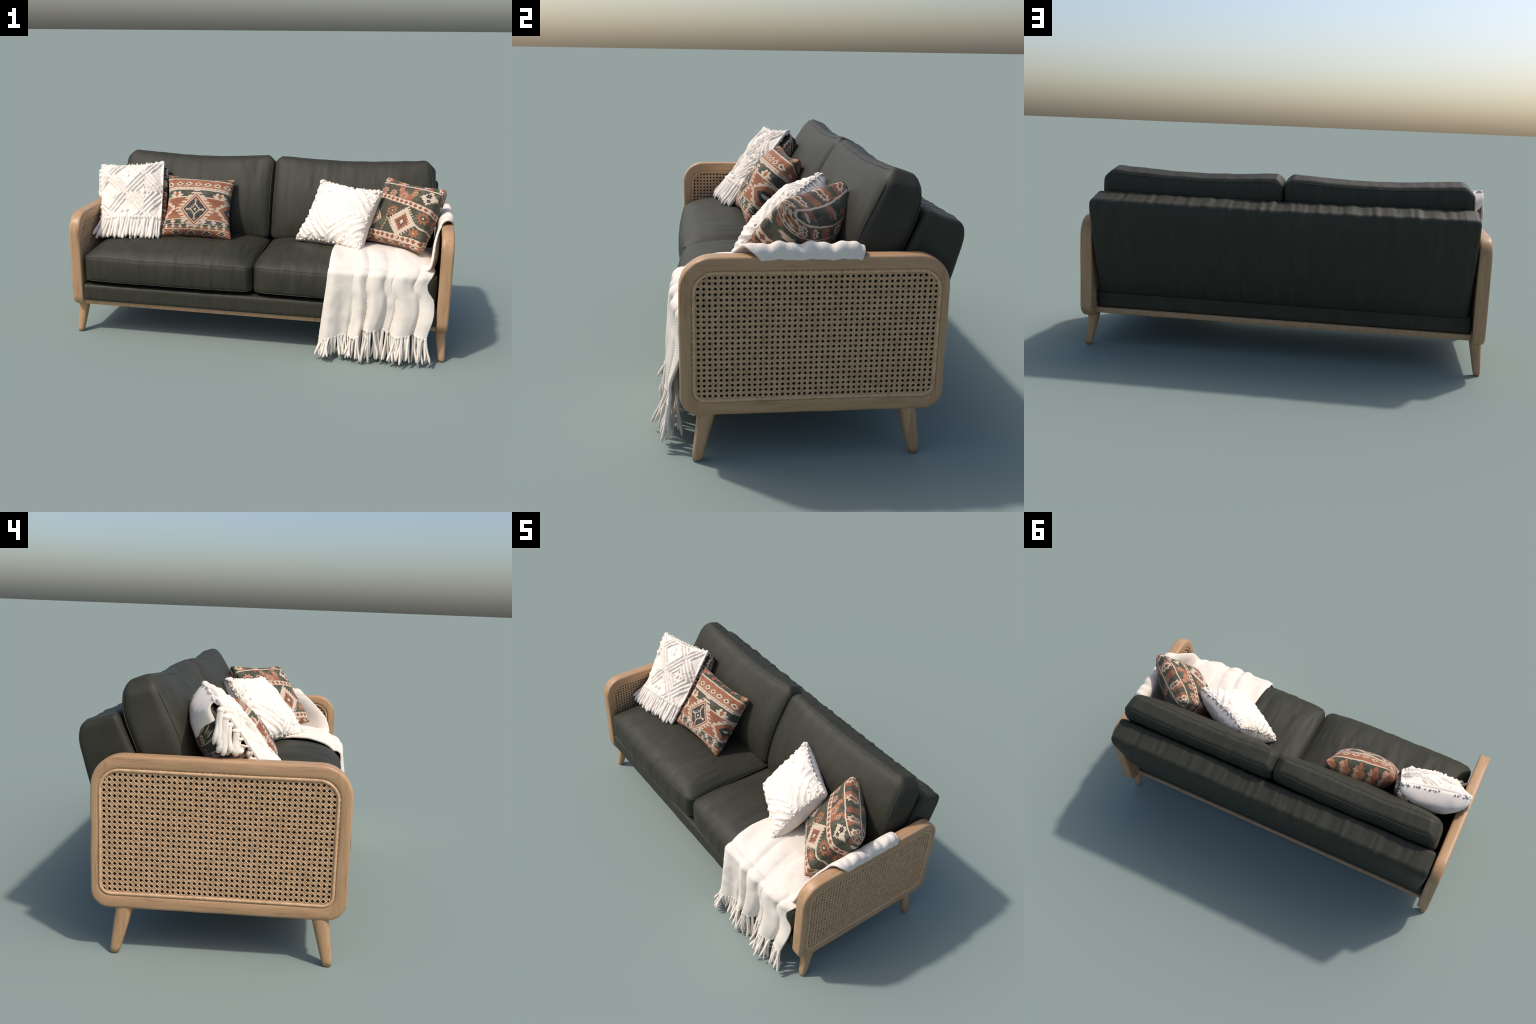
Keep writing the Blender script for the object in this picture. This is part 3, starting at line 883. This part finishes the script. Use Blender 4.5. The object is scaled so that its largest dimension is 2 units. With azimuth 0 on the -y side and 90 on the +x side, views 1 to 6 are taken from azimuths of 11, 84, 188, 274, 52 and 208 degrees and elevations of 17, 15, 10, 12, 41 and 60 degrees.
def drape(s, t):
    """s across (0 left, 1 right), t along: back of the seat -> front edge -> hem"""
    s, t = np.broadcast_arrays(np.asarray(s, float), np.asarray(t, float)); s = s.copy()
    hem = curve1([(0, .102), (.2, .120), (.36, .130), (.42, .165), (.55, .168), (.68, .150), (.85, .155), (1, .142)], s)
    left = curve1([(0, .410), (.3, .395), (.5, .392), (.6, .388), (.8, .372), (1, .358)], t)
    right = curve1([(0, .905), (.3, .905), (.46, .915), (.53, .905), (.60, .882), (.65, .888), (.71, .915), (.78, .922), (1, .893)], t)
    x = left + (right - left) * s
    # folds fan towards the arm on the seat, so shear the pattern there
    sf = np.clip(s + .16 * np.clip(.5 - t, 0, 1) * (1 - s) * 2, 0, 1)
    wig = noise(np.stack([sf * 6, t * 3, t * 0], -1).reshape(-1, 3), (1, 1, 1), 115).reshape(sf.shape)
    fine = np.clip(.5 + .75 * noise(np.stack([sf * 13 + .6 * wig, t * 2.2, t * 0], -1).reshape(-1, 3), (1, 1, 1), 117).reshape(sf.shape), 0, 1)
    f = np.clip(.78 * curve1(FOLD, np.clip(sf + .02 * wig, 0, 1)) + .20 * fine + .06, 0, 1.1)
    drop = sstep(.40, .75, t)
    for c0, wd, dp in ((.272, .020, .4), (.402, .013, 1.0), (.575, .020, .5), (.660, .012, 1.0), (.872, .013, 1.0)):
        f = f - dp * (.35 + .65 * drop) * np.exp(-((sf + .018 * wig * (1 - t) - c0) / wd)**2)
    f = np.clip(f, -.25, 1.1)
    ks = np.clip(t / T_EDGE, 0, 1); kd = np.clip((t - T_EDGE) / (1 - T_EDGE), 0, 1)
    yfr = seat_front(x)
    y = -.01 + (yfr + .024 + .01) * ks
    zs = seat_top(x, np.clip(y, -.385, 1)) + .007
    amp = .002 + .008 * sstep(.1, 1, ks)
    z = zs + amp * f
    # rounding over the front edge, then hanging: valleys lie on the cushion and below it swing in, ridges stand off
    arc = np.clip(kd / .12, 0, 1) * np.pi / 2
    low = yfr * (1 - sstep(.3, .8, kd)) + (-.419) * sstep(.3, .8, kd) + .001
    ridge = .009 + .027 * kd
    over = yfr + .024
    y = np.where(kd > 0, over + (low - over) * np.sin(arc) - f * ridge * sstep(0, .14, kd), y)
    hem = hem + .012 * (.6 - f)
    zd = hem + (z - .022 - hem) * (1 - np.clip((kd - .12) / .88, 0, 1))
    z = np.where(kd > 0, np.where(kd < .12, z - .022 * (1 - np.cos(arc)), zd), z)
    P = np.stack([x, y, z], -1)
    n = noise(P.reshape(-1, 3), (16, 16, 9), 111).reshape(x.shape)
    n2 = noise(P.reshape(-1, 3), (34, 20, 22), 119).reshape(x.shape)
    P[..., 1] -= (.004 * n + .0025 * n2) * (kd > 0); P[..., 2] += .004 * n * (1 - kd)
    return P
def arm_drape(p, k):
    """p across the arm: outer lip -> top -> down the inner side -> onto the seat; k from front to back"""
    p, k = np.broadcast_arrays(np.asarray(p, float), np.asarray(k, float))
    X_ = curve1([(0, .9945), (.06, .9940), (.13, .985), (.24, .958), (.33, .934), (.48, .929), (.66, .922), (.82, .892), (1, .82)], p)
    Zt = curve1([(0, .664), (.06, .684), (.13, .697), (.24, .701), (.33, .684), (.48, .600), (.66, .515), (.82, .480), (1, .480)], p)
    yf = curve1([(0, -.152), (.13, -.185), (.33, -.225), (.48, -.300), (.66, -.365), (.82, -.372), (1, -.34)], p)
    yb = curve1([(0, .158), (.13, .168), (.33, .165), (.6, .12), (1, .02)], p)
    y = yf + (yb - yf) * k
    lump_ = np.sin(y * 62 + .8) * .55 + np.sin(y * 131 + 2) * .35
    topw = np.exp(-((p - .15) / .13)**2)
    ends = np.clip(np.minimum(k, 1 - k) * 14, 0, 1)
    Z = Zt + topw * (.0105 * lump_ + .005) * (.3 + .7 * ends) - topw * .008 * (1 - ends)
    xin = sstep(.35, .5, p)
    Xo = X_ - xin * .006 * np.sin(y * 26 + p * 5) * sstep(1, .8, p) - .006 * np.sin(np.pi * np.clip((p - .33) / .6, 0, 1)) * sstep(.0, .5, k) * .6
    slack = np.sin(np.pi * np.clip((p - .36) / .56, 0, 1)) * (1 - sstep(.02, .28, k))
    Xo = Xo - .026 * slack
    Z = Z + (seat_top(Xo, np.clip(y, -.385, 1)) + .008 - Z) * sstep(.58, .80, p)
    Z = Z + .030 * slack
    P = np.stack([Xo, y, Z], -1)
    n = noise(P.reshape(-1, 3), (18, 14, 14), 113).reshape(y.shape)
    P[..., 0] -= .004 * n * xin; P[..., 2] += .004 * n * xin
    return P
def sheet(fn, n, m, thick, up):
    a, b = np.meshgrid(np.linspace(0, 1, n), np.linspace(0, 1, m), indexing="ij")
    P = fn(a, b)
    N = np.cross(np.gradient(P, axis=0), np.gradient(P, axis=1)); N /= np.linalg.norm(N, axis=-1, keepdims=True) + 1e-12
    if up * N[n // 2, m // 4, 2] < 0: N = -N
    top, bot = P + N * thick * .5, P - N * thick * .5
    k = n * m
    ring = np.concatenate([np.arange(n) * m, (n - 1) * m + np.arange(1, m), np.arange(n - 2, -1, -1) * m + m - 1, np.arange(m - 2, 0, -1)])
    r2 = np.roll(ring, -1)
    F = np.concatenate([grid_faces(n, m), grid_faces(n, m, k, True), np.stack([ring, ring + k, r2 + k, r2], -1)])
    return np.concatenate([top.reshape(-1, 3), bot.reshape(-1, 3)]), F
s1 = sheet(lambda a, b: drape(a, b), 200, 180, .011, 1)
s2 = sheet(lambda a, b: arm_drape(a, b), 120, 120, .011, 1)
tmp = bpy.data.objects.new("blanket_raw", weld(make_mesh("blanket_raw", *join_parts([s1, s2])), 1e-7)); COL.objects.link(tmp)
mod = tmp.modifiers.new("remesh", "REMESH"); mod.mode = "VOXEL"; mod.voxel_size = .0034; mod.use_smooth_shade = True
sm = tmp.modifiers.new("smooth", "SMOOTH"); sm.factor = .5; sm.iterations = 2
dg = bpy.context.evaluated_depsgraph_get()
me = bpy.data.meshes.new_from_object(tmp.evaluated_get(dg)); me.name = "knitted_cloth"
bpy.data.objects.remove(tmp)
me.materials.clear(); me.materials.append(CREAM_THROW)
me.transform(TINV)
me.polygons.foreach_set("use_smooth", np.ones(len(me.polygons), bool))
add("knitted_cloth", me, throw)

TF = [tassel_mesh("fringe_tassel", 300 + k, CREAM_THROW, 3, .0058, .022, .1) for k in range(7)]
nt = 34
for k in range(nt):
    s = .008 + .984 * (k + rr.uniform(-.2, .2)) / (nt - 1)
    s = min(max(s, .004), .996)
    w = drape(np.array(s), np.array(1.0))
    w = w + np.array((0, 0, .006))
    L = (w[2] - .018) * rr.uniform(.90, 1.04)
    tip = w + np.array((rr.normal(0, .008) - .008 * (s < .1), rr.normal(-.018, .012), -L))
    tip[2] = max(tip[2], .012); tip[1] = max(tip[1], -.484)
    hang(TF[k % 7], "fringe_tassel", throw, TINV, w, tip, rr.uniform(0, 6), rr.uniform(.85, 1.15))
